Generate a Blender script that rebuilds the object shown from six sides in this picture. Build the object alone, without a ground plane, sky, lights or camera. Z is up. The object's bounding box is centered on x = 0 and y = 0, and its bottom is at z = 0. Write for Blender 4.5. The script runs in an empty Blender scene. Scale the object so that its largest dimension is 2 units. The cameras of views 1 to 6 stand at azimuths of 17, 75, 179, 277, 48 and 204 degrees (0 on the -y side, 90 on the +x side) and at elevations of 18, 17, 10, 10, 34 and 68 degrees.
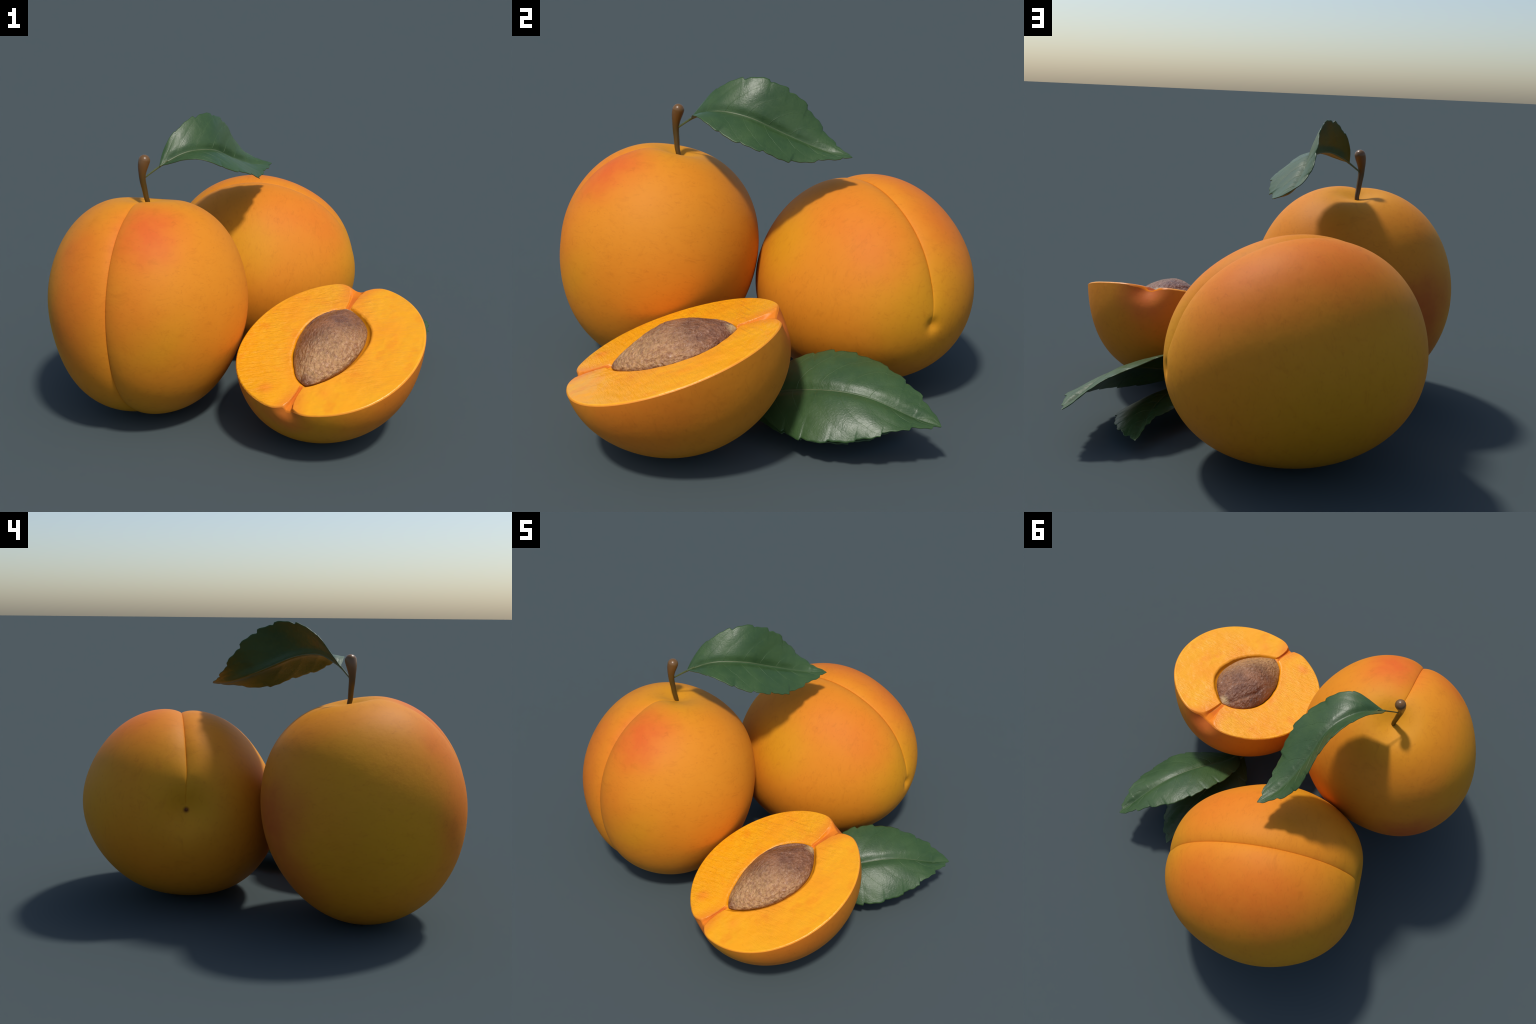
"""Two whole apricots, one halved apricot with its stone, and three serrated leaves."""
import bpy, math
import numpy as np
from mathutils import Matrix, Vector, noise

# ------------------------------------------------------------------ helpers

def new_object(name, verts, faces, mat, matrix=None, smooth=True):
    me = bpy.data.meshes.new(name)
    me.from_pydata([tuple(map(float, v)) for v in verts], [], [tuple(map(int, f)) for f in faces])
    me.validate()
    me.polygons.foreach_set("use_smooth", [smooth] * len(me.polygons))
    me.materials.append(mat)
    me.update()
    ob = bpy.data.objects.new(name, me)
    bpy.context.scene.collection.objects.link(ob)
    if matrix is not None:
        ob.matrix_world = matrix
    return ob


def new_empty(name, loc, label, category):
    ob = bpy.data.objects.new(name, None)
    ob.empty_display_size = 0.05
    ob.location = loc
    bpy.context.scene.collection.objects.link(ob)
    ob["label"] = label
    ob["category"] = category
    return ob


def adopt(parent, child):
    """Parent without moving the child."""
    bpy.context.view_layer.update()
    world = child.matrix_world.copy()
    child.parent = parent
    child.matrix_parent_inverse = Matrix.Identity(4)
    child.matrix_basis = parent.matrix_world.inverted() @ world


def pose(origin, cols):
    m = Matrix.Identity(4)
    for i in range(3):
        for j in range(3):
            m[i][j] = cols[i][j]
        m[i][3] = origin[i]
    return m


def smoothstep(a, b, x):
    t = np.clip((x - a) / (b - a), 0, 1)
    return t * t * (3 - 2 * t)


def spline(ctrl, count):
    """Points on a clamped uniform cubic B-spline."""
    c = np.asarray(ctrl, float)
    n, deg = len(c), 3
    kn = np.concatenate([[0] * deg, np.linspace(0, 1, n - deg + 1), [1] * deg])
    out = np.zeros((count, 3))
    for k, t in enumerate(np.linspace(0, 1, count)):
        i = min(int(np.searchsorted(kn, t, side="right")) - 1, n - 1)
        i = min(max(i, deg), n - 1)
        d = [c[j + i - deg].copy() for j in range(deg + 1)]
        for r in range(1, deg + 1):
            for j in range(deg, r - 1, -1):
                a = kn[j + i - deg]
                b = kn[j + 1 + i - r]
                w = (t - a) / (b - a)
                d[j] = (1 - w) * d[j - 1] + w * d[j]
        out[k] = d[deg]
    return out


def by_length(poly, count):
    s = np.concatenate([[0], np.cumsum(np.linalg.norm(np.diff(poly, axis=0), axis=1))])
    t = np.linspace(0, s[-1], count)
    return np.stack([np.interp(t, s, poly[:, i]) for i in range(3)], 1)


def tube(path, radii, sides=10, cap=True, flat=None):
    """Swept tube; flat = optional (axis vector, factor) squeezes the section along that axis."""
    path = np.asarray(path, float)
    n = len(path)
    tan = np.gradient(path, axis=0)
    tan /= np.linalg.norm(tan, axis=1)[:, None]
    ref = np.array([0.31, 0.52, 0.79]) if flat is None else np.asarray(flat[0], float)
    verts, faces = [], []
    for i in range(n):
        a = ref - tan[i] * (ref @ tan[i])
        a /= np.linalg.norm(a)
        b = np.cross(tan[i], a)
        k = 1.0 if flat is None else flat[1]
        for j in range(sides):
            g = 2 * math.pi * j / sides
            verts.append(path[i] + radii[i] * (k * math.cos(g) * a + math.sin(g) * b))
    for i in range(n - 1):
        for j in range(sides):
            j2 = (j + 1) % sides
            faces.append((i * sides + j, i * sides + j2, (i + 1) * sides + j2, (i + 1) * sides + j))
    if cap:
        faces.append(tuple(range(sides))[::-1])
        faces.append(tuple((n - 1) * sides + j for j in range(sides)))
    return verts, faces


def merge(pieces):
    verts, faces = [], []
    for v, f in pieces:
        k = len(verts)
        verts += list(v)
        faces += [tuple(q + k for q in face) for face in f]
    return verts, faces


def ripple(p, scale, seed):
    return noise.fractal(Vector((p[0] * scale + seed, p[1] * scale - seed, p[2] * scale + 2 * seed)), 1.0, 2.0, 3)

# ------------------------------------------------------------------ material kit

class Nodes:
    def __init__(self, name):
        self.mat = bpy.data.materials.new(name)
        self.mat.use_nodes = True
        self.t = self.mat.node_tree
        self.bsdf = self.t.nodes["Principled BSDF"]
        self.co = self.t.nodes.new("ShaderNodeTexCoord").outputs["Object"]

    def link(self, a, b):
        self.t.links.new(a, b)

    def put(self, sock, val):
        if isinstance(val, bpy.types.NodeSocket):
            self.link(val, sock)
        elif isinstance(val, (tuple, list)) and len(val) == 3 and sock.type == "RGBA":
            sock.default_value = (*val, 1)
        else:
            sock.default_value = val

    def math(self, op, a, b=0.0, c=None, clamp=False):
        n = self.t.nodes.new("ShaderNodeMath")
        n.operation = op
        n.use_clamp = clamp
        self.put(n.inputs[0], a)
        self.put(n.inputs[1], b)
        if c is not None:
            self.put(n.inputs[2], c)
        return n.outputs[0]

    def vmath(self, op, a, b):
        n = self.t.nodes.new("ShaderNodeVectorMath")
        n.operation = op
        self.put(n.inputs[0], a)
        self.put(n.inputs[1], b)
        return n.outputs["Value"] if op in ("DISTANCE", "LENGTH", "DOT_PRODUCT") else n.outputs["Vector"]

    def xyz(self, v=None):
        n = self.t.nodes.new("ShaderNodeSeparateXYZ")
        self.put(n.inputs[0], self.co if v is None else v)
        return n.outputs

    def scaled(self, s, v=None, loc=(0, 0, 0), rot=(0, 0, 0)):
        n = self.t.nodes.new("ShaderNodeMapping")
        self.put(n.inputs["Vector"], self.co if v is None else v)
        n.inputs["Scale"].default_value = s
        n.inputs["Location"].default_value = loc
        n.inputs["Rotation"].default_value = rot
        return n.outputs[0]

    def noise(self, scale, detail=3, rough=0.55, v=None, color=False, distort=0.0):
        n = self.t.nodes.new("ShaderNodeTexNoise")
        self.put(n.inputs["Vector"], self.co if v is None else v)
        n.inputs["Scale"].default_value = scale
        n.inputs["Detail"].default_value = detail
        n.inputs["Roughness"].default_value = rough
        n.inputs["Distortion"].default_value = distort
        return n.outputs["Color" if color else "Fac"]

    def voronoi(self, scale, v=None, feature="F1", out="Distance"):
        n = self.t.nodes.new("ShaderNodeTexVoronoi")
        n.feature = feature
        self.put(n.inputs["Vector"], self.co if v is None else v)
        n.inputs["Scale"].default_value = scale
        return n.outputs[out]

    def ramp(self, x, a, b, lo=0.0, hi=1.0):
        n = self.t.nodes.new("ShaderNodeMapRange")
        n.interpolation_type = "SMOOTHSTEP"
        for k, val in zip(("Value", "From Min", "From Max", "To Min", "To Max"), (x, a, b, lo, hi)):
            self.put(n.inputs[k], val)
        return n.outputs[0]

    def curve(self, x, stops):
        """Piecewise linear value of x through (position, value) stops, positions in 0..1."""
        n = self.t.nodes.new("ShaderNodeValToRGB")
        self.put(n.inputs[0], x)
        e = n.color_ramp.elements
        while len(e) < len(stops):
            e.new(0.5)
        for el, (p, val) in zip(e, stops):
            el.position = p
            el.color = (*val, 1) if isinstance(val, (tuple, list)) else (val, val, val, 1)
        return n.outputs[0]

    def mix(self, fac, a, b, mode="MIX"):
        n = self.t.nodes.new("ShaderNodeMix")
        n.data_type = "RGBA"
        n.blend_type = mode
        self.put(n.inputs[0], fac)
        self.put(n.inputs[6], a)
        self.put(n.inputs[7], b)
        return n.outputs[2]

    def bump(self, height, strength, dist, normal=None):
        n = self.t.nodes.new("ShaderNodeBump")
        n.inputs["Strength"].default_value = strength
        n.inputs["Distance"].default_value = dist
        self.put(n.inputs["Height"], height)
        if normal is not None:
            self.put(n.inputs["Normal"], normal)
        return n.outputs[0]

    def done(self, color, rough=0.5, spec=0.5, normal=None, **kw):
        self.put(self.bsdf.inputs["Base Color"], color)
        self.put(self.bsdf.inputs["Roughness"], rough)
        self.put(self.bsdf.inputs["Specular IOR Level"], spec)
        if normal is not None:
            self.put(self.bsdf.inputs["Normal"], normal)
        for k, val in kw.items():
            self.put(self.bsdf.inputs[k.replace("_", " ")], val)
        return self.mat


def skin_material(name, patches, scar=None):
    """Apricot skin: orange ground, soft blushes and painted shade or bounce tints, given as (centre, radius, colour, strength)."""
    k = Nodes(name)
    warp = k.vmath("ADD", k.co, k.vmath("MULTIPLY", k.vmath("SUBTRACT", k.noise(4.5, 3, color=True), (0.5, 0.5, 0.5)), (0.16, 0.16, 0.16)))
    col = k.mix(k.noise(2.3, 2), (0.675, 0.208, 0.0125), (0.655, 0.236, 0.014))
    for centre, radius, colour, strength in patches:
        d = k.vmath("DISTANCE", warp, centre)
        col = k.mix(k.math("MULTIPLY", k.ramp(d, radius * 1.45, radius * 0.12), strength), col, colour)
    # fine streaky freckles, mostly running round the fruit
    fleck = k.noise(10, 6, 0.68, k.scaled((1.0, 1.0, 1.9)), distort=1.6)
    col = k.mix(k.ramp(fleck, 0.50, 0.76, 0, 0.28), col, (0.42, 0.105, 0.006))
    fine = k.noise(32, 5, 0.68, k.scaled((1, 1, 1.8)), distort=1.4)
    col = k.mix(k.ramp(fine, 0.52, 0.76, 0, 0.28), col, (0.38, 0.085, 0.006))
    col = k.mix(k.ramp(k.noise(16, 3), 0.35, 0.7, 0, 0.10), col, (0.72, 0.28, 0.022))
    if scar:
        d = k.vmath("DISTANCE", k.co, scar)
        col = k.mix(k.ramp(d, 0.022, 0.005, 0, 0.9), col, (0.17, 0.042, 0.005))
    b = k.bump(k.noise(60, 4, 0.6, k.scaled((1, 1, 2))), 0.10, 0.004)
    b = k.bump(k.noise(14, 3), 0.10, 0.012, b)
    return k.done(col, 0.60, 0.16, b)

ORANGE_RED = (0.650, 0.142, 0.014)
RED = (0.640, 0.106, 0.019)
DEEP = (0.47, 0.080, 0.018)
YELLOW = (0.630, 0.278, 0.0095)
OLIVE = (0.535, 0.262, 0.008)  # green raised here and in YELLOW to colour the shaded sides

# ------------------------------------------------------------------ whole fruit

# radius of the fruit as a polynomial in the unit direction: keys are powers of x, y, z
# (z runs from the apex to the stem, the suture lies on the +x meridian)
FRUIT = {
    (0, 0, 0): .5157, (0, 0, 1): .0169, (0, 1, 0): .006, (1, 0, 0): -.0294, (0, 0, 2): .0195, (0, 1, 1): .0014, (1, 0, 1): .0152,
    (1, 1, 0): .0424, (2, 0, 0): -.0472, (0, 0, 3): -.0186, (0, 1, 2): -.0019, (1, 0, 2): -.0116, (1, 1, 1): -.0103, (2, 0, 1): -.0166,
    (2, 1, 0): -.0294, (3, 0, 0): .0444, (0, 0, 4): .1267, (0, 1, 3): -.0024, (1, 0, 3): -.0715, (1, 1, 2): .0056, (2, 0, 2): .1565,
    (2, 1, 1): .0008, (3, 0, 1): -.0118, (3, 1, 0): -.0164, (4, 0, 0): .1072, (0, 0, 5): -.0105, (0, 1, 4): -.0045, (1, 0, 4): .0327,
    (1, 1, 3): .0213, (2, 0, 3): .0214, (2, 1, 2): .0213, (3, 0, 2): .025, (3, 1, 1): .0134, (4, 0, 1): .0199, (4, 1, 0): .0161,
    (5, 0, 0): -.0134, (0, 0, 6): -.1065, (0, 1, 5): .0029, (1, 0, 5): .0706, (1, 1, 4): -.02, (2, 0, 4): -.1762, (2, 1, 3): -.019,
    (3, 0, 3): .0424, (3, 1, 2): -.0027, (4, 0, 2): -.1879, (4, 1, 1): .0122, (5, 0, 1): -.0013, (5, 1, 0): .0083, (6, 0, 0): -.0786}


def radius(poly, d):
    return sum(c * d[..., 0] ** a * d[..., 1] ** b * d[..., 2] ** g for (a, b, g), c in poly.items())


def fruit_mesh(n_theta=230, n_half=150):
    w = np.linspace(-1, 1, 2 * n_half + 1)[:-1]
    phi = math.pi * np.sign(w) * np.abs(w) ** 1.7          # columns crowd together at the suture
    theta = np.linspace(0, math.pi, n_theta + 1)[1:-1]
    th, ph = np.meshgrid(theta, phi, indexing="ij")
    s = 0.5 * np.sin(th) * ph                                # signed distance from the suture line
    reach = smoothstep(0.10, 0.55, th) * (1 - 0.70 * smoothstep(2.75, 3.12, th))
    # the suture wanders a little off the meridian, and the right lobe leans over the left one
    k = (th - 1.57) / 1.4
    wander = (-0.0040 + 0.0069 * k + 0.0066 * k ** 2 + 0.0036 * k ** 3) * np.exp(-(s / 0.16) ** 2) * smoothstep(0.1, 0.4, th) * smoothstep(3.1, 2.8, th)
    a = np.abs(s)
    lean = np.where(s > 0, -0.0085 * (np.exp(-a / 0.030) - np.exp(-a / 0.005)), 0.0) * reach
    ph = ph + (wander + lean) / (0.5 * np.sin(th) + 0.02)
    d = np.stack([np.sin(th) * np.cos(ph), np.sin(th) * np.sin(ph), np.cos(th)], -1)
    r = radius(FRUIT, d)
    gap = 0.028 * np.exp(-a / np.where(s > 0, 0.046, 0.053)) + 0.0018 * np.exp(-a / 0.004)
    r = r - reach * gap - 0.0045 * smoothstep(0.03, 0.08, th) * (1 - reach) * np.exp(-a / 0.005) * smoothstep(1.2, 0.9, th)
    r = r - 0.052 * np.exp(-(th / 0.20) ** 2)               # stem cavity
    a = np.arccos(np.clip(d @ np.array([0.02, 0.0, -0.9998]), -1, 1))
    r = r - 0.014 * np.exp(-(a / 0.056) ** 2)               # dimple at the apex
    p = d * r[..., None]
    verts = list(p.reshape(-1, 3))
    m = len(phi)
    faces = []
    for i in range(len(theta) - 1):
        for j in range(m):
            j2 = (j + 1) % m
            faces.append((i * m + j, (i + 1) * m + j, (i + 1) * m + j2, i * m + j2))
    top = len(verts)
    verts += [p[0].mean(0), p[-1].mean(0)]
    last = (len(theta) - 1) * m
    for j in range(m):
        j2 = (j + 1) % m
        faces.append((top, j, j2))
        faces.append((top + 1, last + j2, last + j))
    return verts, faces


FV, FF = fruit_mesh()
SCAR_Z = float(FV[-2][2])

poseA = pose((-0.4478, -0.4982, 0.5688), ((0.017811, 0.999821, 0.006375), (-0.982224, 0.016306, 0.187001), (0.186863, -0.009592, 0.982339)))
poseB = pose((-0.1326, 0.4805, 0.4990), ((0.110337, -0.250424, -0.961828), (0.04045, 0.968067, -0.247408), (0.993071, -0.011607, 0.116943)))

skinA = skin_material("apricot_skin_blushed", [
    ((0.06, -0.50, -0.10), 0.42, OLIVE, 0.6), ((0.0, 0.0, 0.53), 0.24, YELLOW, 0.75), ((0.10, 0.0, -0.52), 0.30, OLIVE, 0.8), ((0.21, -0.43, -0.07), 0.24, YELLOW, 0.8),  # first patch: olive cast of the shaded flank, tinted into the skin
    ((0.0, -0.44, 0.27), 0.22, YELLOW, 0.6), ((0.43, 0.24, -0.08), 0.16, YELLOW, 0.5),
    ((0.45, -0.19, 0.10), 0.20, ORANGE_RED, 0.62), ((0.41, -0.23, -0.12), 0.17, ORANGE_RED, 0.55), ((0.38, -0.19, 0.30), 0.14, ORANGE_RED, 0.6),
    ((0.43, 0.11, 0.30), 0.17, ORANGE_RED, 0.55), ((0.49, 0.13, 0.02), 0.17, ORANGE_RED, 0.40),
    ((0.05, 0.52, -0.10), 0.26, ORANGE_RED, 0.16), ((-0.41, 0.27, 0.10), 0.20, ORANGE_RED, 0.15),  # partly orange light bounced off the neighbouring fruit, painted on
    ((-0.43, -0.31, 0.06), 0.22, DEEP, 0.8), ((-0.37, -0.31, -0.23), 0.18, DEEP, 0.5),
    ((0.32, 0.14, 0.42), 0.19, RED, 0.85)])
skinB = skin_material("apricot_skin_golden", [
    ((-0.12, 0.50, 0.0), 0.42, OLIVE, 0.6), ((0.06, 0.0, 0.52), 0.28, YELLOW, 0.85), ((0.08, -0.05, -0.55), 0.26, YELLOW, 0.8), ((0.2, -0.43, 0.10), 0.20, YELLOW, 0.8),  # first patch paints the shadow-side olive tone over the far lobe
    ((0.08, 0.43, 0.33), 0.24, YELLOW, 0.6), ((-0.45, 0.1, 0.0), 0.34, OLIVE, 0.7),
    ((0.33, -0.23, -0.32), 0.20, ORANGE_RED, 0.52), ((0.41, -0.24, -0.10), 0.20, ORANGE_RED, 0.40),
    ((0.44, 0.24, 0.16), 0.23, ORANGE_RED, 0.70), ((0.43, 0.28, -0.06), 0.23, ORANGE_RED, 0.62), ((0.36, 0.22, -0.29), 0.22, ORANGE_RED, 0.68)],
    scar=(0, 0, SCAR_Z))

# ------------------------------------------------------------------ leaves

def leaf_material(name):
    k = Nodes(name)
    n1 = k.noise(7, 4, 0.6)
    col = k.mix(k.ramp(n1, 0.3, 0.7), (0.028, 0.066, 0.020), (0.040, 0.084, 0.024))
    col = k.mix(k.ramp(k.noise(45, 4, 0.6), 0.5, 0.75, 0, 0.35), col, (0.055, 0.102, 0.031))
    cell = k.voronoi(70, k.vmath("ADD", k.co, k.vmath("MULTIPLY", k.noise(20, 2, color=True), (0.03, 0.03, 0.03))), "DISTANCE_TO_EDGE")
    b = k.bump(k.ramp(cell, 0.0, 0.25), 0.09, 0.002)
    b = k.bump(k.noise(85, 4, 0.6), 0.14, 0.003, b)
    b = k.bump(k.noise(20, 3, 0.55), 0.16, 0.008, b)
    return k.done(col, k.ramp(n1, 0.3, 0.75, 0.38, 0.48), 0.42, b)


def plain_material(name, a, b, scale, rough, spec=0.5, stretch=(1, 1, 1)):
    k = Nodes(name)
    n = k.noise(scale, 4, 0.6, k.scaled(stretch))
    return k.done(k.mix(k.ramp(n, 0.3, 0.7), a, b), rough, spec, k.bump(n, 0.12, 0.003))


leaf_mat = leaf_material("leaf_green")
vein_mat = plain_material("leaf_vein", (0.040, 0.084, 0.023), (0.050, 0.098, 0.028), 30, 0.45)
midrib_mat = plain_material("leaf_midrib", (0.060, 0.092, 0.032), (0.09, 0.118, 0.05), 20, 0.42)


def leaf(name, mid, side_a, side_b, upward, teeth, bulge, seed, veins=7, mid_start=None):
    """Blade lofted from one margin over the midrib to the other, with toothed margins, quilting,
    thickness, and raised veins. Returns the blade object (veins and midrib are its children)."""
    rng = np.random.default_rng(seed)
    nu, nh = 190, 30
    up = np.asarray(upward, float)
    M = by_length(spline(mid, 300), nu)
    A = by_length(spline(side_a, 300), nu)
    B = by_length(spline(side_b, 300), nu)
    if mid_start is not None:                               # blade begins part way along the midrib spine
        full = by_length(spline(mid, 400), 400)
        i0 = int(np.argmin(np.linalg.norm(full - np.asarray(mid_start), axis=1)))
        M = by_length(full[i0:], nu)
    u = np.linspace(0, 1, nu)

    def tooth_wave():
        edges = [0.0]
        while edges[-1] < 1:
            edges.append(edges[-1] + (0.94 / teeth) * rng.uniform(0.75, 1.3))
        edges = np.array(edges)
        i = np.clip(np.searchsorted(edges, u, side="right") - 1, 0, len(edges) - 2)
        f = (u - edges[i]) / (edges[i + 1] - edges[i])
        size = rng.uniform(0.7, 1.25, len(edges))[i]
        wave = np.where(f < 0.90, (f / 0.90) ** 0.55 - 0.55, 0.45 - 1.0 * ((f - 0.90) / 0.10))
        small = np.sin(u * teeth * 2 * math.pi * 2.3 + seed) * 0.12
        return (wave + small) * size * smoothstep(0.05, 0.28, u) * (1 - smoothstep(0.97, 1.0, u))

    def side(E, sign):
        wave = tooth_wave()
        T = np.gradient(M, axis=0)
        T /= np.linalg.norm(T, axis=1)[:, None]
        across = E - M
        width = np.linalg.norm(across, axis=1)
        E = E + across / (width[:, None] + 1e-6) * (wave * 0.0150)[:, None] + T * (np.maximum(wave, 0) * 0.008)[:, None]
        across = E - M
        nrm = np.cross(T, across)
        nrm /= np.linalg.norm(nrm, axis=1)[:, None] + 1e-9
        nrm *= np.sign((nrm @ up).mean())
        v = np.linspace(0, 1, nh + 1)
        P = M[:, None] + across[:, None] * v[None, :, None]
        prof = (v * (1 - v) * 4)[None, :] * (width * bulge)[:, None]
        crease = -0.010 * np.exp(-(v[None, :] * width[:, None] / 0.022) ** 2) * smoothstep(0.0, 0.1, u)[:, None] * smoothstep(1.0, 0.85, u)[:, None]
        phase = (u[:, None] - 0.25 * v[None, :] ** 1.5) * veins * 1.12 + 0.15
        quilt = 0.0013 * (np.abs(np.sin(math.pi * phase)) ** 0.7 - 0.6) * (smoothstep(0.03, 0.25, v) * (1 - 0.7 * smoothstep(0.7, 1, v)))[None, :] * smoothstep(0, 0.05, width)[:, None]
        wavy = 0.006 * np.sin(u * 17 + seed + sign)[:, None] * (v ** 4)[None, :] * smoothstep(0, 0.08, width)[:, None]
        return P + nrm[:, None] * (prof + quilt + wavy + crease)[..., None]

    Pa, Pb = side(A, 1), side(B, 2)
    grid = np.concatenate([Pb[:, :0:-1], Pa], axis=1)        # nu x (2 nh + 1), midrib in the middle column
    nv = grid.shape[1]
    du, dv = np.gradient(grid, axis=0), np.gradient(grid, axis=1)
    N = np.cross(du, dv)
    N /= np.linalg.norm(N, axis=2)[..., None] + 1e-9
    if (N.reshape(-1, 3) @ up).mean() < 0:
        N = -N
    origin = M[0].copy()
    thick = 0.0036
    top, bot = grid + N * thick * 0.5, grid - N * thick * 0.5
    verts = list((top - origin).reshape(-1, 3)) + list((bot - origin).reshape(-1, 3))
    k = nu * nv
    idx = lambda i, j: i * nv + j
    faces = []
    for i in range(nu - 1):
        for j in range(nv - 1):
            q = (idx(i, j), idx(i + 1, j), idx(i + 1, j + 1), idx(i, j + 1))
            faces.append(q)
            faces.append(tuple(x + k for x in q[::-1]))
        for j in (0, nv - 1):
            q = (idx(i, j), idx(i + 1, j), idx(i + 1, j) + k, idx(i, j) + k)
            faces.append(q if j else q[::-1])
    blade = new_object(name, verts, faces, leaf_mat, Matrix.Translation(origin))
    # orientation of the top faces must agree with the up side
    f0 = blade.data.polygons[(nu // 2) * (2 * (nv - 1) + 2) + nv]
    if Vector(up).dot(f0.normal) < 0:
        blade.data.flip_normals()

    # midrib: one tapering ridge that sits in the fold and stands proud below
    c = nh
    rib = grid[:, c] + N[:, c] * 0.0006
    rad = np.interp(u, [0, 0.15, 0.6, 1.0], [0.0058, 0.0048, 0.0028, 0.0010])
    v_, f_ = tube(rib[:-3] - origin, rad[:-3], 10)
    rib_ob = new_object("midrib", v_, f_, midrib_mat, Matrix.Translation(origin))

    # side veins
    pieces = []
    for sgn in (1, -1):
        for q in range(veins + 1):
            u0 = (q + 0.85) / (veins * 1.12) - 0.13 + (0.018 if sgn > 0 else 0)
            vv = np.linspace(0.03, 0.93, 40)
            uu = u0 + 0.25 * vv ** 1.5
            keep = (uu < 0.985) & (uu > 0.02)
            if keep.sum() < 8:
                continue
            fi = uu[keep] * (nu - 1)
            fj = c + sgn * vv[keep] * nh
            i, j = np.floor(fi).astype(int), np.clip(np.floor(fj).astype(int), 0, nv - 2)
            a, b = (fi - i)[:, None], (fj - j)[:, None]
            smp = lambda G: (1 - a) * (1 - b) * G[i, j] + a * (1 - b) * G[i + 1, j] + (1 - a) * b * G[i, j + 1] + a * b * G[i + 1, j + 1]
            path = smp(grid) + smp(N) * (thick * 0.5 - 0.0003)
            pieces.append(tube(path - origin, np.linspace(0.0013, 0.0006, len(path)), 6))
    v_, f_ = merge(pieces)
    vein_ob = new_object("vein", v_, f_, vein_mat, Matrix.Translation(origin))
    vein_ob["kind"] = "stuff"
    return blade, rib_ob, vein_ob


HANG_MID = [(-.443, -.404, 1.198), (-.3596, -.344, 1.2641), (-.2856, -.2831, 1.3068), (-.2186, -.2003, 1.3034), (-.1659, -.1054, 1.2842),
            (-.1526, .003, 1.2308), (-.1177, .1239, 1.1845), (-.0766, .2413, 1.1412), (-.007, .3352, 1.1265)]
HANG_A = [(-.389, -.359, 1.243), (-.3907, -.3021, 1.3419), (-.323, -.1927, 1.434), (-.2465, -.0753, 1.4721), (-.2147, .0171, 1.4387),
          (-.2073, .1311, 1.3745), (-.1774, .2211, 1.256), (-.1118, .2867, 1.1548), (-.007, .3352, 1.1265)]
HANG_B = [(-.389, -.359, 1.243), (-.2842, -.3707, 1.2713), (-.1962, -.3812, 1.286), (-.1187, -.3225, 1.2666), (-.0382, -.2383, 1.202),
          (.0075, -.1124, 1.1589), (.0105, .0224, 1.11), (-.0155, .1735, 1.1045), (-.007, .3352, 1.1265)]
hang_leaf, hang_rib, hang_vein = leaf("leaf", HANG_MID, HANG_A, HANG_B, (0.55, -0.3, 0.75), 8, 0.03, 3, mid_start=(-.389, -.359, 1.243))

LOW_TIP = (.867, .479, .191)
LOW_BASE = (.40, -.20, .155)
low = leaf("leaf", [LOW_BASE, (.4356, -.1262, .1966), (.5562, -.0006, .255), (.6575, .1297, .2849), (.7441, .257, .2745), (.8142, .3666, .22), LOW_TIP],
           [LOW_BASE, (.335, -.13, .215), (.3391, -.0422, .2816), (.3931, .1019, .36), (.4791, .2405, .3605), (.5854, .3404, .3535), (.691, .3896, .3143), (.779, .458, .2462), LOW_TIP],
           [LOW_BASE, (.4808, -.1863, .1058), (.6189, -.1476, .1113), (.7315, -.0712, .1011), (.796, .0178, .1258), (.8466, .1169, .1488), (.8741, .2331, .1903), (.8833, .3521, .2087), LOW_TIP],
           (0.2, 0, 1), 8, 0.06, 11)

FLOOR_TIP = (.547, .492, .068)
FLOOR_BASE = (.385, -.235, .085)
floor = leaf("leaf", [FLOOR_BASE, (.41, -.16, .115), (.455, -.02, .13), (.50, .13, .125), (.535, .30, .105), (.55, .42, .085), FLOOR_TIP],
             [FLOOR_BASE, (.4448, -.17, .0599), (.5298, -.1389, .0479), (.6181, -.0437, .0571), (.6843, .0831, .0374), (.6888, .2394, .0545), (.6306, .3919, .0627), FLOOR_TIP],
             [FLOOR_BASE, (.3408, -.1783, .0908), (.2598, -.0677, .1004), (.2839, .0604, .1167), (.3885, .2011, .1273), (.5053, .3461, .1199), FLOOR_TIP],
             (0, 0, 1), 8, 0.05, 23)

petiole_mat = plain_material("petiole_green", (0.07, 0.095, 0.030), (0.10, 0.12, 0.045), 20, 0.45)
stem_path = by_length(spline([(-.4446, -.4050, 1.0203), (-.4387, -.4053, 1.0621), (-.4475, -.4153, 1.0882), (-.4504, -.4144, 1.1406),
                              (-.4639, -.4241, 1.2117), (-.4457, -.4103, 1.2789)], 200), 90)
ax = stem_path[-1] - stem_path[-6]
ax /= np.linalg.norm(ax)
crown = np.array([stem_path[-1] + ax * h for h in np.linspace(0.002, 0.0285, 14)])
path = np.concatenate([stem_path, crown])
zz = path[:, 2]
rad = np.interp(zz, [1.02, 1.05, 1.10, 1.15, 1.19, 1.215, 1.24, 1.262, 1.279],
                [.0115, .0115, .0128, .0142, .0158, .0182, .0234, .0276, .0286])
hh = np.linalg.norm(path - stem_path[-1], axis=1)
rad[len(stem_path):] = 0.0286 * np.sqrt(np.clip(1 - (hh[len(stem_path):] / 0.0287) ** 2, 0.0005, 1))
ker = np.ones(7) / 7
rad[4:-16] = np.convolve(rad, ker, "same")[4:-16]
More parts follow.
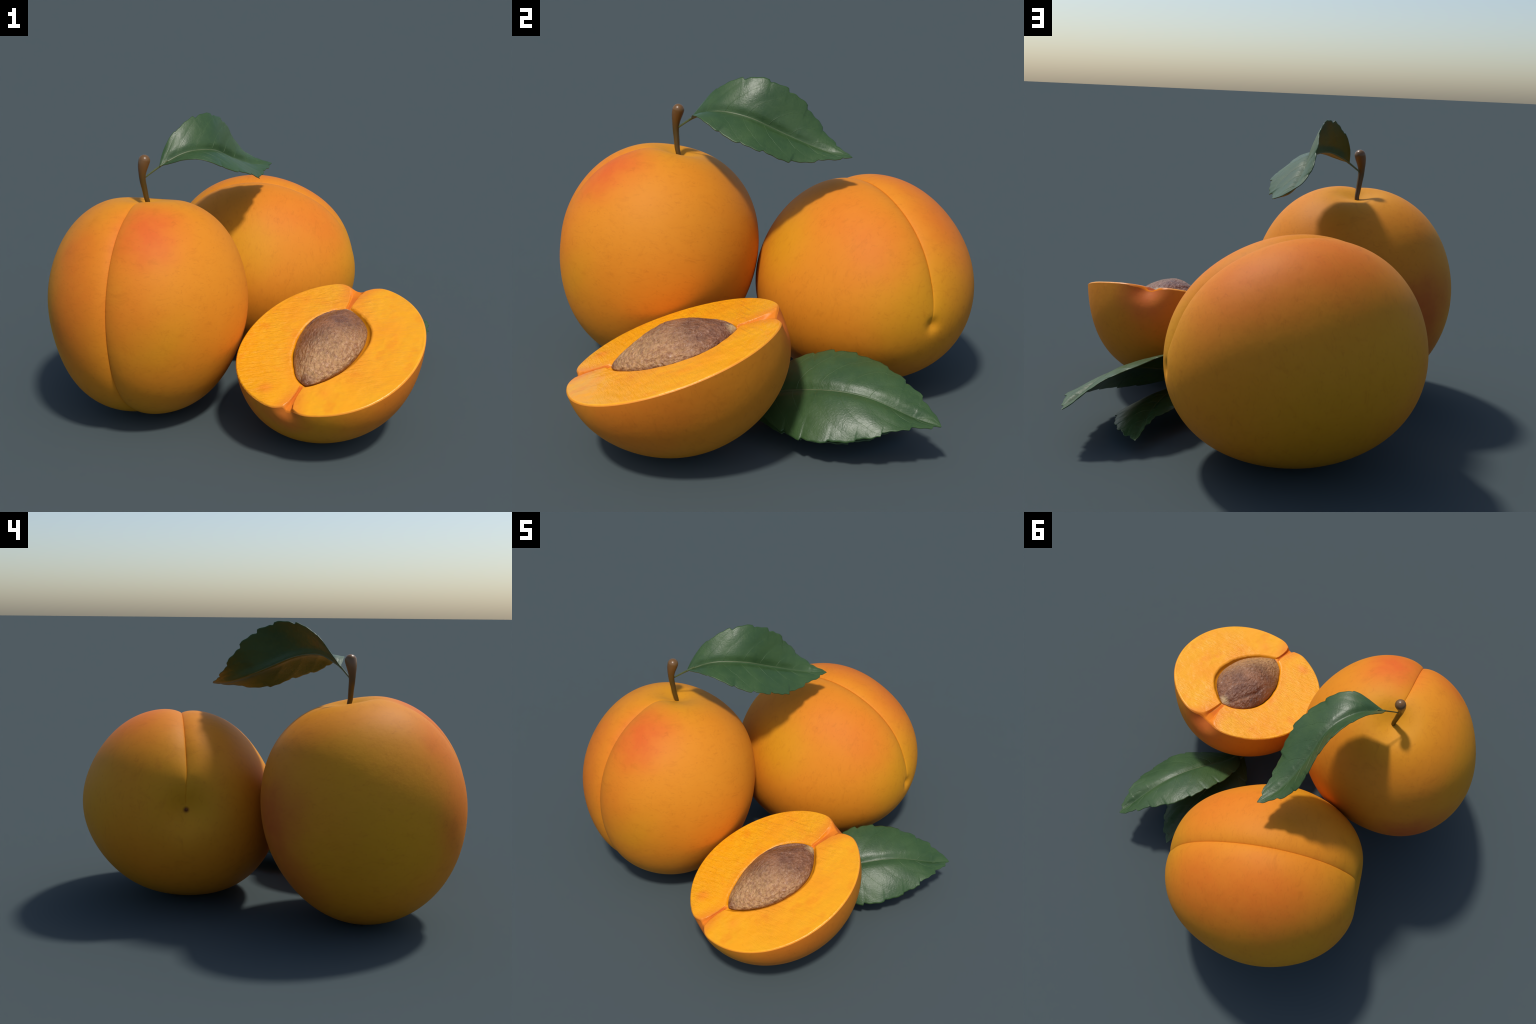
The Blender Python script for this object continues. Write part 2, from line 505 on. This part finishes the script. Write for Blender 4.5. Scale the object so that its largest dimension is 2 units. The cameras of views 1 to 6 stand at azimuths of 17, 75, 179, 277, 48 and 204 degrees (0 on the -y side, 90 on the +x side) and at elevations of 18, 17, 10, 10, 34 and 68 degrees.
v_, f_ = tube(path - path[0], rad, 24)
k = Nodes("stem_bark")
grain = k.noise(18, 4, 0.6, k.scaled((1, 1, 0.25)))
zc = k.xyz()[2]
col = k.mix(k.ramp(zc, 0.15, 0.25), (0.075, 0.042, 0.005), (0.150, 0.073, 0.022))
col = k.mix(k.ramp(grain, 0.35, 0.7, 0, 0.45), col, (0.13, 0.060, 0.010))
stem_mat = k.done(col, 0.33, 0.5, k.bump(grain, 0.08, 0.003))
stem = new_object("stem", v_, f_, stem_mat, Matrix.Translation(path[0]))

pet = by_length(spline(HANG_MID, 400), 400)
i0 = int(np.argmin(np.linalg.norm(pet - np.array((-.389, -.359, 1.243)), axis=1)))
pp = by_length(pet[: i0 + 22], 40)
pp = np.concatenate([[pp[0] * 2 - pp[3]], pp])
v_, f_ = tube(pp - pp[0], np.linspace(0.0042, 0.0062, len(pp)), 12, flat=((0.65, -0.75, 0.0), 0.45))
petiole = new_object("petiole", v_, f_, petiole_mat, Matrix.Translation(pp[0]))

# ------------------------------------------------------------------ halved fruit

# local frame: z along the stone towards the stem end, y = normal of the cut, skin below (y < 0)
HALF = {
    (0, 0, 0): .4905, (0, 0, 1): .0691, (0, 1, 0): .0437, (1, 0, 0): -.0013, (0, 0, 2): -.0579, (0, 1, 1): .1017, (1, 0, 1): -.1606,
    (1, 1, 0): -.0082, (2, 0, 0): -.0357, (0, 0, 3): -.0556, (0, 1, 2): -.0707, (1, 0, 2): -.0134, (1, 1, 1): -.0608, (2, 0, 1): -.067,
    (2, 1, 0): -.0527, (3, 0, 0): -.0117, (0, 0, 4): .0293, (0, 1, 3): -.0958, (1, 0, 3): .161, (1, 1, 2): -.0493, (2, 0, 2): .0396,
    (2, 1, 1): -.0596, (3, 0, 1): .1541, (3, 1, 0): -.0587, (4, 0, 0): -.0083}
HALF_O = np.array((.4962, -.5652, .4567))
HALF_R = np.array(((-.97403, -.09877, .20375), (.22521, -.32942, .91693), (-.02345, .939, .34311)))
poseC = pose(HALF_O, HALF_R)

# polar radius of the stone's bed every 15 degrees, from the stem end
BED = np.array([.280, .267, .245, .223, .202, .184, .175, .171, .179, .190, .212, .250, .281, .241, .211, .191, .179, .174, .175, .185, .199, .217, .232, .251])
BED_X = -0.013


def bed(t):
    a = np.radians(np.arange(0, 361, 15))
    r = np.interp(np.mod(t, 2 * math.pi), a, np.append(BED, BED[0]))
    return r


def channel(x, z):
    """Depth of the two strands that run from the stone to the stem and to the apex."""
    xs = np.interp(z, [.28, .33, .39, .43, .47], [.002, .003, .008, .008, .004])
    ws = np.interp(z, [.27, .33, .38, .42, .445, .47], [.012, .016, .025, .042, .075, .14])
    ds = np.interp(z, [.24, .28, .35, .42, .46], [0, .012, .015, .020, .022])
    xt = np.interp(-z, [.28, .36, .42], [.001, .006, .010])
    wt = np.interp(-z, [.275, .30, .35, .39, .42, .45], [.014, .0075, .008, .013, .027, .075])
    dt = np.interp(-z, [.25, .29, .36, .42, .46], [0, .012, .013, .022, .026])
    soft = np.interp(np.abs(z), [.30, .38, .43], [.86, .74, .12])           # trench walls, laid open towards the skin
    c = ds * (1 - smoothstep(soft, 1.12, np.abs(x - xs) / ws)) * (z > 0.2)
    c = c + dt * (1 - smoothstep(soft, 1.12, np.abs(x - xt) / wt)) * (z < -0.2)
    return c


def half_radius(d):
    r = radius(HALF, d)
    a = np.arccos(np.clip(d[..., 2], -1, 1))
    b = np.arccos(np.clip(d @ np.array([0.03, 0, -0.99955]), -1, 1))
    return r - 0.050 * np.exp(-(a / 0.155) ** 2) - 0.034 * np.exp(-(b / 0.115) ** 2)


def half_dir(t, e):
    return np.stack([np.sin(t) * np.cos(e), -np.sin(e), np.cos(t) * np.cos(e)], -1)


nt = 640
q = np.linspace(0, 2 * math.pi, nt, endpoint=False)
tt = q - 0.30 * np.sin(2 * q)                                # columns crowd at both strands
# height of the rim (lip roll plus strand), then the first elevation angle of the skin
rim_flat = half_radius(half_dir(tt, np.zeros(nt)))
lip = 0.007 + channel(rim_flat * np.sin(tt), rim_flat * np.cos(tt))
e0 = np.arcsin(lip / rim_flat)
ne = 90
ee = e0[None, :] + (math.pi / 2 - e0)[None, :] * (np.linspace(0, 1, ne + 1)[:-1, None] ** 1.15)
dd = half_dir(np.broadcast_to(tt, ee.shape), ee)
rr = half_radius(dd)
skin_p = dd * rr[..., None]
floor_cut = (HALF_R[2] @ skin_p.reshape(-1, 3).T + HALF_O[2]).reshape(ee.shape)   # world height, to rest on the ground
under = np.minimum(floor_cut - 0.004, 0)
skin_p = skin_p - under[..., None] * HALF_R[2]
pole = half_dir(np.array(0.0), np.array(math.pi / 2)) * half_radius(half_dir(np.array(0.0), np.array(math.pi / 2)))
verts = list(skin_p.reshape(-1, 3)) + [pole]
faces = []
for i in range(ne - 1):
    for j in range(nt):
        j2 = (j + 1) % nt
        faces.append((i * nt + j, (i + 1) * nt + j, (i + 1) * nt + j2, i * nt + j2))
for j in range(nt):
    faces.append(((ne - 1) * nt + j, len(verts) - 1, (ne - 1) * nt + (j + 1) % nt))
skinC = skin_material("half_skin", [
    ((0.0, -0.42, -0.1), 0.34, OLIVE, 0.7), ((-0.05, -0.15, -0.42), 0.24, OLIVE, 0.6), ((0.30, -0.2, 0.3), 0.25, OLIVE, 0.4),
    ((-0.40, -0.06, -0.18), 0.22, ORANGE_RED, 0.5), ((-0.40, -0.06, 0.05), 0.18, ORANGE_RED, 0.35), ((0.30, -0.15, -0.28), 0.18, ORANGE_RED, 0.3),
    ((0.08, -0.14, 0.41), 0.18, ORANGE_RED, 0.55),
    ((0.0, -0.03, 0.43), 0.13, (0.60, 0.130, 0.022), 0.90), ((0.01, -0.04, -0.44), 0.11, (0.62, 0.145, 0.022), 0.85)])
half_skin = new_object("skin", verts, faces, skinC, poseC)
if half_skin.data.polygons[nt * 40].normal.y > 0:
    half_skin.data.flip_normals()

# flesh: cut face from the rim in to the bed of the stone, then down into the bed
rim = skin_p[0]
rb = bed(tt)
bed_edge = np.stack([BED_X + rb * np.sin(tt), 0 * tt, rb * np.cos(tt)], -1)
ns = 120
rings = []
for i in range(ns + 1):
    s = 1 - (i / ns) ** 1.25                                 # 1 at the rim, dense there
    p = bed_edge + (rim - bed_edge) * s
    x, z = p[:, 0], p[:, 2]
    d_rim = (1 - s) * np.linalg.norm((rim - bed_edge)[:, [0, 2]], axis=1)
    roll = 0.007 * np.clip(1 - d_rim / 0.008, 0, 1) ** 2
    d_bed = s * np.linalg.norm((rim - bed_edge)[:, [0, 2]], axis=1)
    roll = roll + 0.006 * np.clip(1 - d_bed / 0.012, 0, 1) ** 2
    y = -roll - channel(x, z)
    if i == 0:
        y = rim[:, 1]
    else:
        w = np.array([ripple((a * 1.0, 0.0, b), 30, 1.7) * 0.0011 + ripple((a, 0.3, b), 9, 4.1) * 0.0020 for a, b in zip(x, z)])
        y = y + w * smoothstep(0.0, 0.02, d_rim)
    p = p.copy()
    p[:, 1] = y
    rings.append(p)
for f, depth in ((0.99, 0.010), (0.97, 0.018), (0.93, 0.027), (0.86, 0.036), (0.65, 0.05), (0.3, 0.06)):
    p = np.stack([BED_X + rb * f * np.sin(tt), 0 * tt - depth, rb * f * np.cos(tt)], -1)
    rings.append(p)
verts = list(np.concatenate(rings)) + [np.array((BED_X, -0.062, 0))]
faces = []
for i in range(len(rings) - 1):
    for j in range(nt):
        j2 = (j + 1) % nt
        faces.append((i * nt + j, i * nt + j2, (i + 1) * nt + j2, (i + 1) * nt + j))
for j in range(nt):
    faces.append(((len(rings) - 1) * nt + j, (len(rings) - 1) * nt + (j + 1) % nt, len(verts) - 1))

k = Nodes("apricot_flesh")
x, y, z = k.xyz()
az = k.math("ABSOLUTE", z)
# half width of the strands as a function of |z|
wid = k.curve(k.math("MULTIPLY", az, 2.0), [(0.0, 0.0), (0.50, 0.0), (0.55, 0.011), (0.64, 0.011), (0.76, 0.018), (0.84, 0.034), (0.89, 0.062), (0.95, 0.12)])
off = k.math("MULTIPLY", k.math("ABSOLUTE", k.math("SUBTRACT", x, 0.006)), k.ramp(z, -0.02, 0.02, 1.35, 1.0))
rel = k.math("SUBTRACT", off, wid)
strand = k.math("MULTIPLY", k.ramp(rel, 0.004, -0.006), k.ramp(az, 0.255, 0.285))
glow = k.math("MULTIPLY", k.ramp(rel, 0.10, -0.01), k.ramp(az, 0.24, 0.38))
radial = k.noise(22, 4, 0.6)
col = k.mix(k.ramp(k.noise(5, 3), 0.3, 0.7), (0.87, 0.340, 0.005), (0.86, 0.375, 0.007))
col = k.mix(k.ramp(k.noise(9, 4, 0.6), 0.50, 0.72, 0, 0.55), col, (0.82, 0.245, 0.006))
# warm halo round the stone
r_bed = k.vmath("LENGTH", k.scaled((1.5, 0.0, 1.0), loc=(0.02, 0, 0)), (0, 0, 0))
col = k.mix(k.ramp(r_bed, 0.36, 0.25, 0, 0.30), col, (0.92, 0.26, 0.015))
for cc, rad_, st in (((0.165, 0, -0.335), 0.045, 0.5), ((-0.12, 0, -0.30), 0.05, 0.25), ((-0.25, 0, 0.18), 0.10, 0.18), ((0.26, 0, 0.2), 0.12, 0.15), ((-0.2, 0, -0.1), 0.12, 0.18)):
    col = k.mix(k.ramp(k.vmath("DISTANCE", k.co, cc), rad_ * 1.3, 0.0, 0, st), col, (0.84, 0.18, 0.018))
col = k.mix(k.math("MULTIPLY", glow, 0.80), col, (0.76, 0.205, 0.012))
col = k.mix(strand, col, (0.62, 0.150, 0.016))
depth = k.ramp(y, -0.012, -0.05)
col = k.mix(k.math("MULTIPLY", depth, k.ramp(az, 0.30, 0.26)), col, (0.80, 0.33, 0.02))
wet = k.math("MULTIPLY", k.ramp(k.math("ADD", k.noise(3.2, 2), k.math("MULTIPLY", x, 0.30)), 0.36, 0.62, 0.30, 1.0), k.ramp(y, -0.0065, -0.0025))
wet = k.math("MULTIPLY", wet, k.ramp(k.vmath("DISTANCE", k.co, (-0.14, 0, -0.38)), 0.06, 0.30, 0.10, 1.0))
cut = k.t.nodes.new("ShaderNodeCombineXYZ")
k.put(cut.inputs[0], k.vmath("DOT_PRODUCT", k.co, (-0.92, 0.0, 0.39)))
k.put(cut.inputs[1], y)
k.put(cut.inputs[2], k.vmath("DOT_PRODUCT", k.co, (0.39, 0.0, 0.92)))
fibre = k.noise(17, 5, 0.62, k.scaled((0.5, 1.0, 3.0), cut.outputs[0]), distort=0.3)
rb_ = k.math("MULTIPLY", k.math("SUBTRACT", fibre, 0.5), wet)
b = k.bump(k.noise(7, 3, 0.5), 0.25, 0.02)
b = k.bump(rb_, 1.0, 0.009, b)
b = k.bump(k.math("MULTIPLY", k.math("SUBTRACT", k.noise(60, 4, 0.65, k.scaled((0.5, 1, 2.2))), 0.5), wet), 0.8, 0.005, b)
col = k.mix(k.math("MULTIPLY", k.ramp(fibre, 0.52, 0.75, 0, 0.18), wet), col, (0.80, 0.215, 0.006))
edge = k.math("MULTIPLY", k.ramp(y, -0.0015, -0.0055), k.ramp(k.vmath("LENGTH", k.co, (0, 0, 0)), 0.36, 0.40))
col = k.mix(k.math("MULTIPLY", edge, 0.7), col, (0.74, 0.215, 0.022))
flesh_mat = k.done(col, k.math("ADD", k.math("ADD", k.ramp(wet, 0.0, 0.6, 0.25, 0.33), k.math("MULTIPLY", edge, 0.25)), k.math("MULTIPLY", strand, 0.22)), k.math("SUBTRACT", 0.5, k.math("ADD", k.math("MULTIPLY", strand, 0.42), k.math("MULTIPLY", edge, 0.15))), b)
flesh = new_object("flesh", verts, faces, flesh_mat, poseC)
if flesh.data.polygons[nt * 50].normal.y < 0:
    flesh.data.flip_normals()

# stone: a lens with a keel on one side, pointed at the stem end
mt, mr = 300, 110
ta = np.linspace(0, 2 * math.pi, mt, endpoint=False)
ker = np.array([1, 2, 3, 2, 1]) / 9
outline = bed(ta)
outline = sum(w_ * np.roll(outline, s_) for w_, s_ in zip(ker, (-2, -1, 0, 1, 2)))
rings = []
rng = np.random.default_rng(5)
for side in (1, -1):
    order = range(1, mr + 1) if side == 1 else range(mr - 1, 0, -6)
    for i in order:
        f = math.sin(0.5 * math.pi * i / mr)
        px = BED_X + 0.007 + outline * f * np.sin(ta) * 0.915
        pz = 0.002 + outline * f * np.cos(ta) * 0.965
        h = 0.114 * (1 - f ** 1.5) ** 0.62 * (1 - 0.32 * np.clip(-pz / 0.28, 0, 1) ** 1.4 - 0.22 * np.clip(pz / 0.28, 0, 1) ** 2)
        py = side * h - 0.010
        if side == 1:
            # furrows fanning from the pointed end, keel grooves on the +x flank
            pits = np.array([ripple((a, 0.2, b), 42, 2.2) for a, b in zip(px, pz)])
            lumps = np.array([ripple((a, 0.7, b), 15, 6.3) for a, b in zip(px, pz)])
            ang = np.arctan2(px - 0.0, 0.31 - pz)
            fan = np.sin(ang * 15 + lumps * 2.0) * np.clip((pz - 0.02) / 0.22, 0, 1) * 0.0022
            keel = -0.010 * np.exp(-((px - 0.105 + 0.5 * np.clip(pz - 0.10, 0, 1)) / 0.010) ** 2) * smoothstep(-0.05, 0.1, pz) * (f < 0.97)
            fade = 1 - smoothstep(0.93, 1.0, f)
            py = py + (pits * 0.0018 + lumps * 0.0014 + fan + keel) * fade
        rings.append(np.stack([px, py, pz], -1))
verts = list(np.concatenate(rings))
tip_top, tip_bot = len(verts), len(verts) + 1
verts += [np.array((BED_X + 0.003, 0.108, 0.002)), np.array((BED_X + 0.003, -0.128, 0.002))]
faces = []
for i in range(len(rings) - 1):
    for j in range(mt):
        j2 = (j + 1) % mt
        faces.append((i * mt + j, i * mt + j2, (i + 1) * mt + j2, (i + 1) * mt + j))
for j in range(mt):
    j2 = (j + 1) % mt
    faces.append((tip_top, j2, j))
    faces.append((tip_bot, (len(rings) - 1) * mt + j, (len(rings) - 1) * mt + j2))
k = Nodes("stone_shell")
x, y, z = k.xyz()
n1 = k.noise(11, 5, 0.62)
n2 = k.noise(62, 6, 0.70)
col = k.mix(k.ramp(n1, 0.30, 0.70), (0.150, 0.052, 0.026), (0.320, 0.132, 0.058))
pale = k.math("ADD", k.ramp(k.math("ADD", z, k.math("MULTIPLY", x, 1.1)), 0.10, -0.22, 0.06, 0.80), k.ramp(z, 0.0, -0.2, 0.0, 0.15))
col = k.mix(k.math("MULTIPLY", pale, k.ramp(n2, 0.34, 0.66, 0.25, 1.0)), col, (0.60, 0.330, 0.130))
col = k.mix(k.ramp(n2, 0.55, 0.70, 0, 0.28), col, (0.095, 0.032, 0.013))
col = k.mix(k.ramp(k.vmath("DISTANCE", k.co, (-0.01, 0.0, 0.27)), 0.055, 0.008, 0, 0.85), col, (0.66, 0.46, 0.22))
col = k.mix(k.math("MULTIPLY", k.ramp(k.vmath("DISTANCE", k.co, (0.0, -0.005, -0.265)), 0.06, 0.015), k.ramp(n2, 0.3, 0.6)), col, (0.16, 0.045, 0.015))
d_oval = k.vmath("LENGTH", k.scaled((1.9, 0.6, 0.9), loc=(-0.205, 0, -0.128)), (0, 0, 0))
col = k.mix(k.ramp(d_oval, 0.026, 0.014), col, (0.035, 0.025, 0.025))
b = k.bump(k.noise(46, 5, 0.62, k.scaled((1.5, 1, 0.7)), distort=0.5), 1.0, 0.015)
b = k.bump(k.voronoi(60, k.vmath("ADD", k.co, k.vmath("MULTIPLY", k.noise(30, 2, color=True), (0.02, 0.02, 0.02)))), 0.5, 0.008, b)
stone_mat = k.done(col, k.ramp(n2, 0.4, 0.65, 0.26, 0.36), 0.6, b)
stone = new_object("stone", verts, faces, stone_mat, poseC)
if stone.data.polygons[mt * 20].normal.y < 0:
    stone.data.flip_normals()

# ------------------------------------------------------------------ assemble

up_thing = new_empty("apricot", (-0.50, -0.55, 0.0), "upright ripe orange apricot with brown stem and one leaf", "apricot")
fruitA = new_object("fruit", FV, FF, skinA, poseA)
for child in (fruitA, stem):
    adopt(up_thing, child)
adopt(stem, petiole)
adopt(up_thing, hang_leaf)
adopt(hang_leaf, hang_rib)
adopt(hang_leaf, hang_vein)

lying = new_empty("apricot", (-0.13, 0.48, 0.0), "whole golden apricot lying on its side, suture on top", "apricot")
fruitB = new_object("fruit", FV, FF, skinB, poseB)
adopt(lying, fruitB)
# stem scar: shallow dark plug in the middle of the stem cavity
vs = [(0, 0, 0)] + [(0.0075 * math.cos(a), 0.0075 * math.sin(a), 0.0006) for a in np.linspace(0, 2 * math.pi, 20, endpoint=False)]
vs += [(0.0085 * math.cos(a), 0.0085 * math.sin(a), -0.012) for a in np.linspace(0, 2 * math.pi, 20, endpoint=False)]
fs = [(0, 1 + j, 1 + (j + 1) % 20) for j in range(20)] + [(1 + j, 21 + j, 21 + (j + 1) % 20, 1 + (j + 1) % 20) for j in range(20)]
scar_mat = plain_material("stem_scar_brown", (0.11, 0.028, 0.004), (0.17, 0.045, 0.006), 60, 0.7, 0.3)
scar = new_object("stem_scar", vs, fs, scar_mat, poseB @ Matrix.Translation((0, 0, SCAR_Z + 0.0006)))
adopt(lying, scar)

half = new_empty("apricot_half", (0.52, -0.55, 0.0), "halved apricot showing yellow flesh and brown stone", "apricot half")
for child in (half_skin, flesh, stone):
    adopt(half, child)

for blade, rib_ob, vein_ob in (low, floor):
    blade["label"] = "single glossy dark green leaf with toothed margin"
    blade["category"] = "leaf"
    adopt(blade, rib_ob)
    adopt(blade, vein_ob)
bpy.context.view_layer.update()
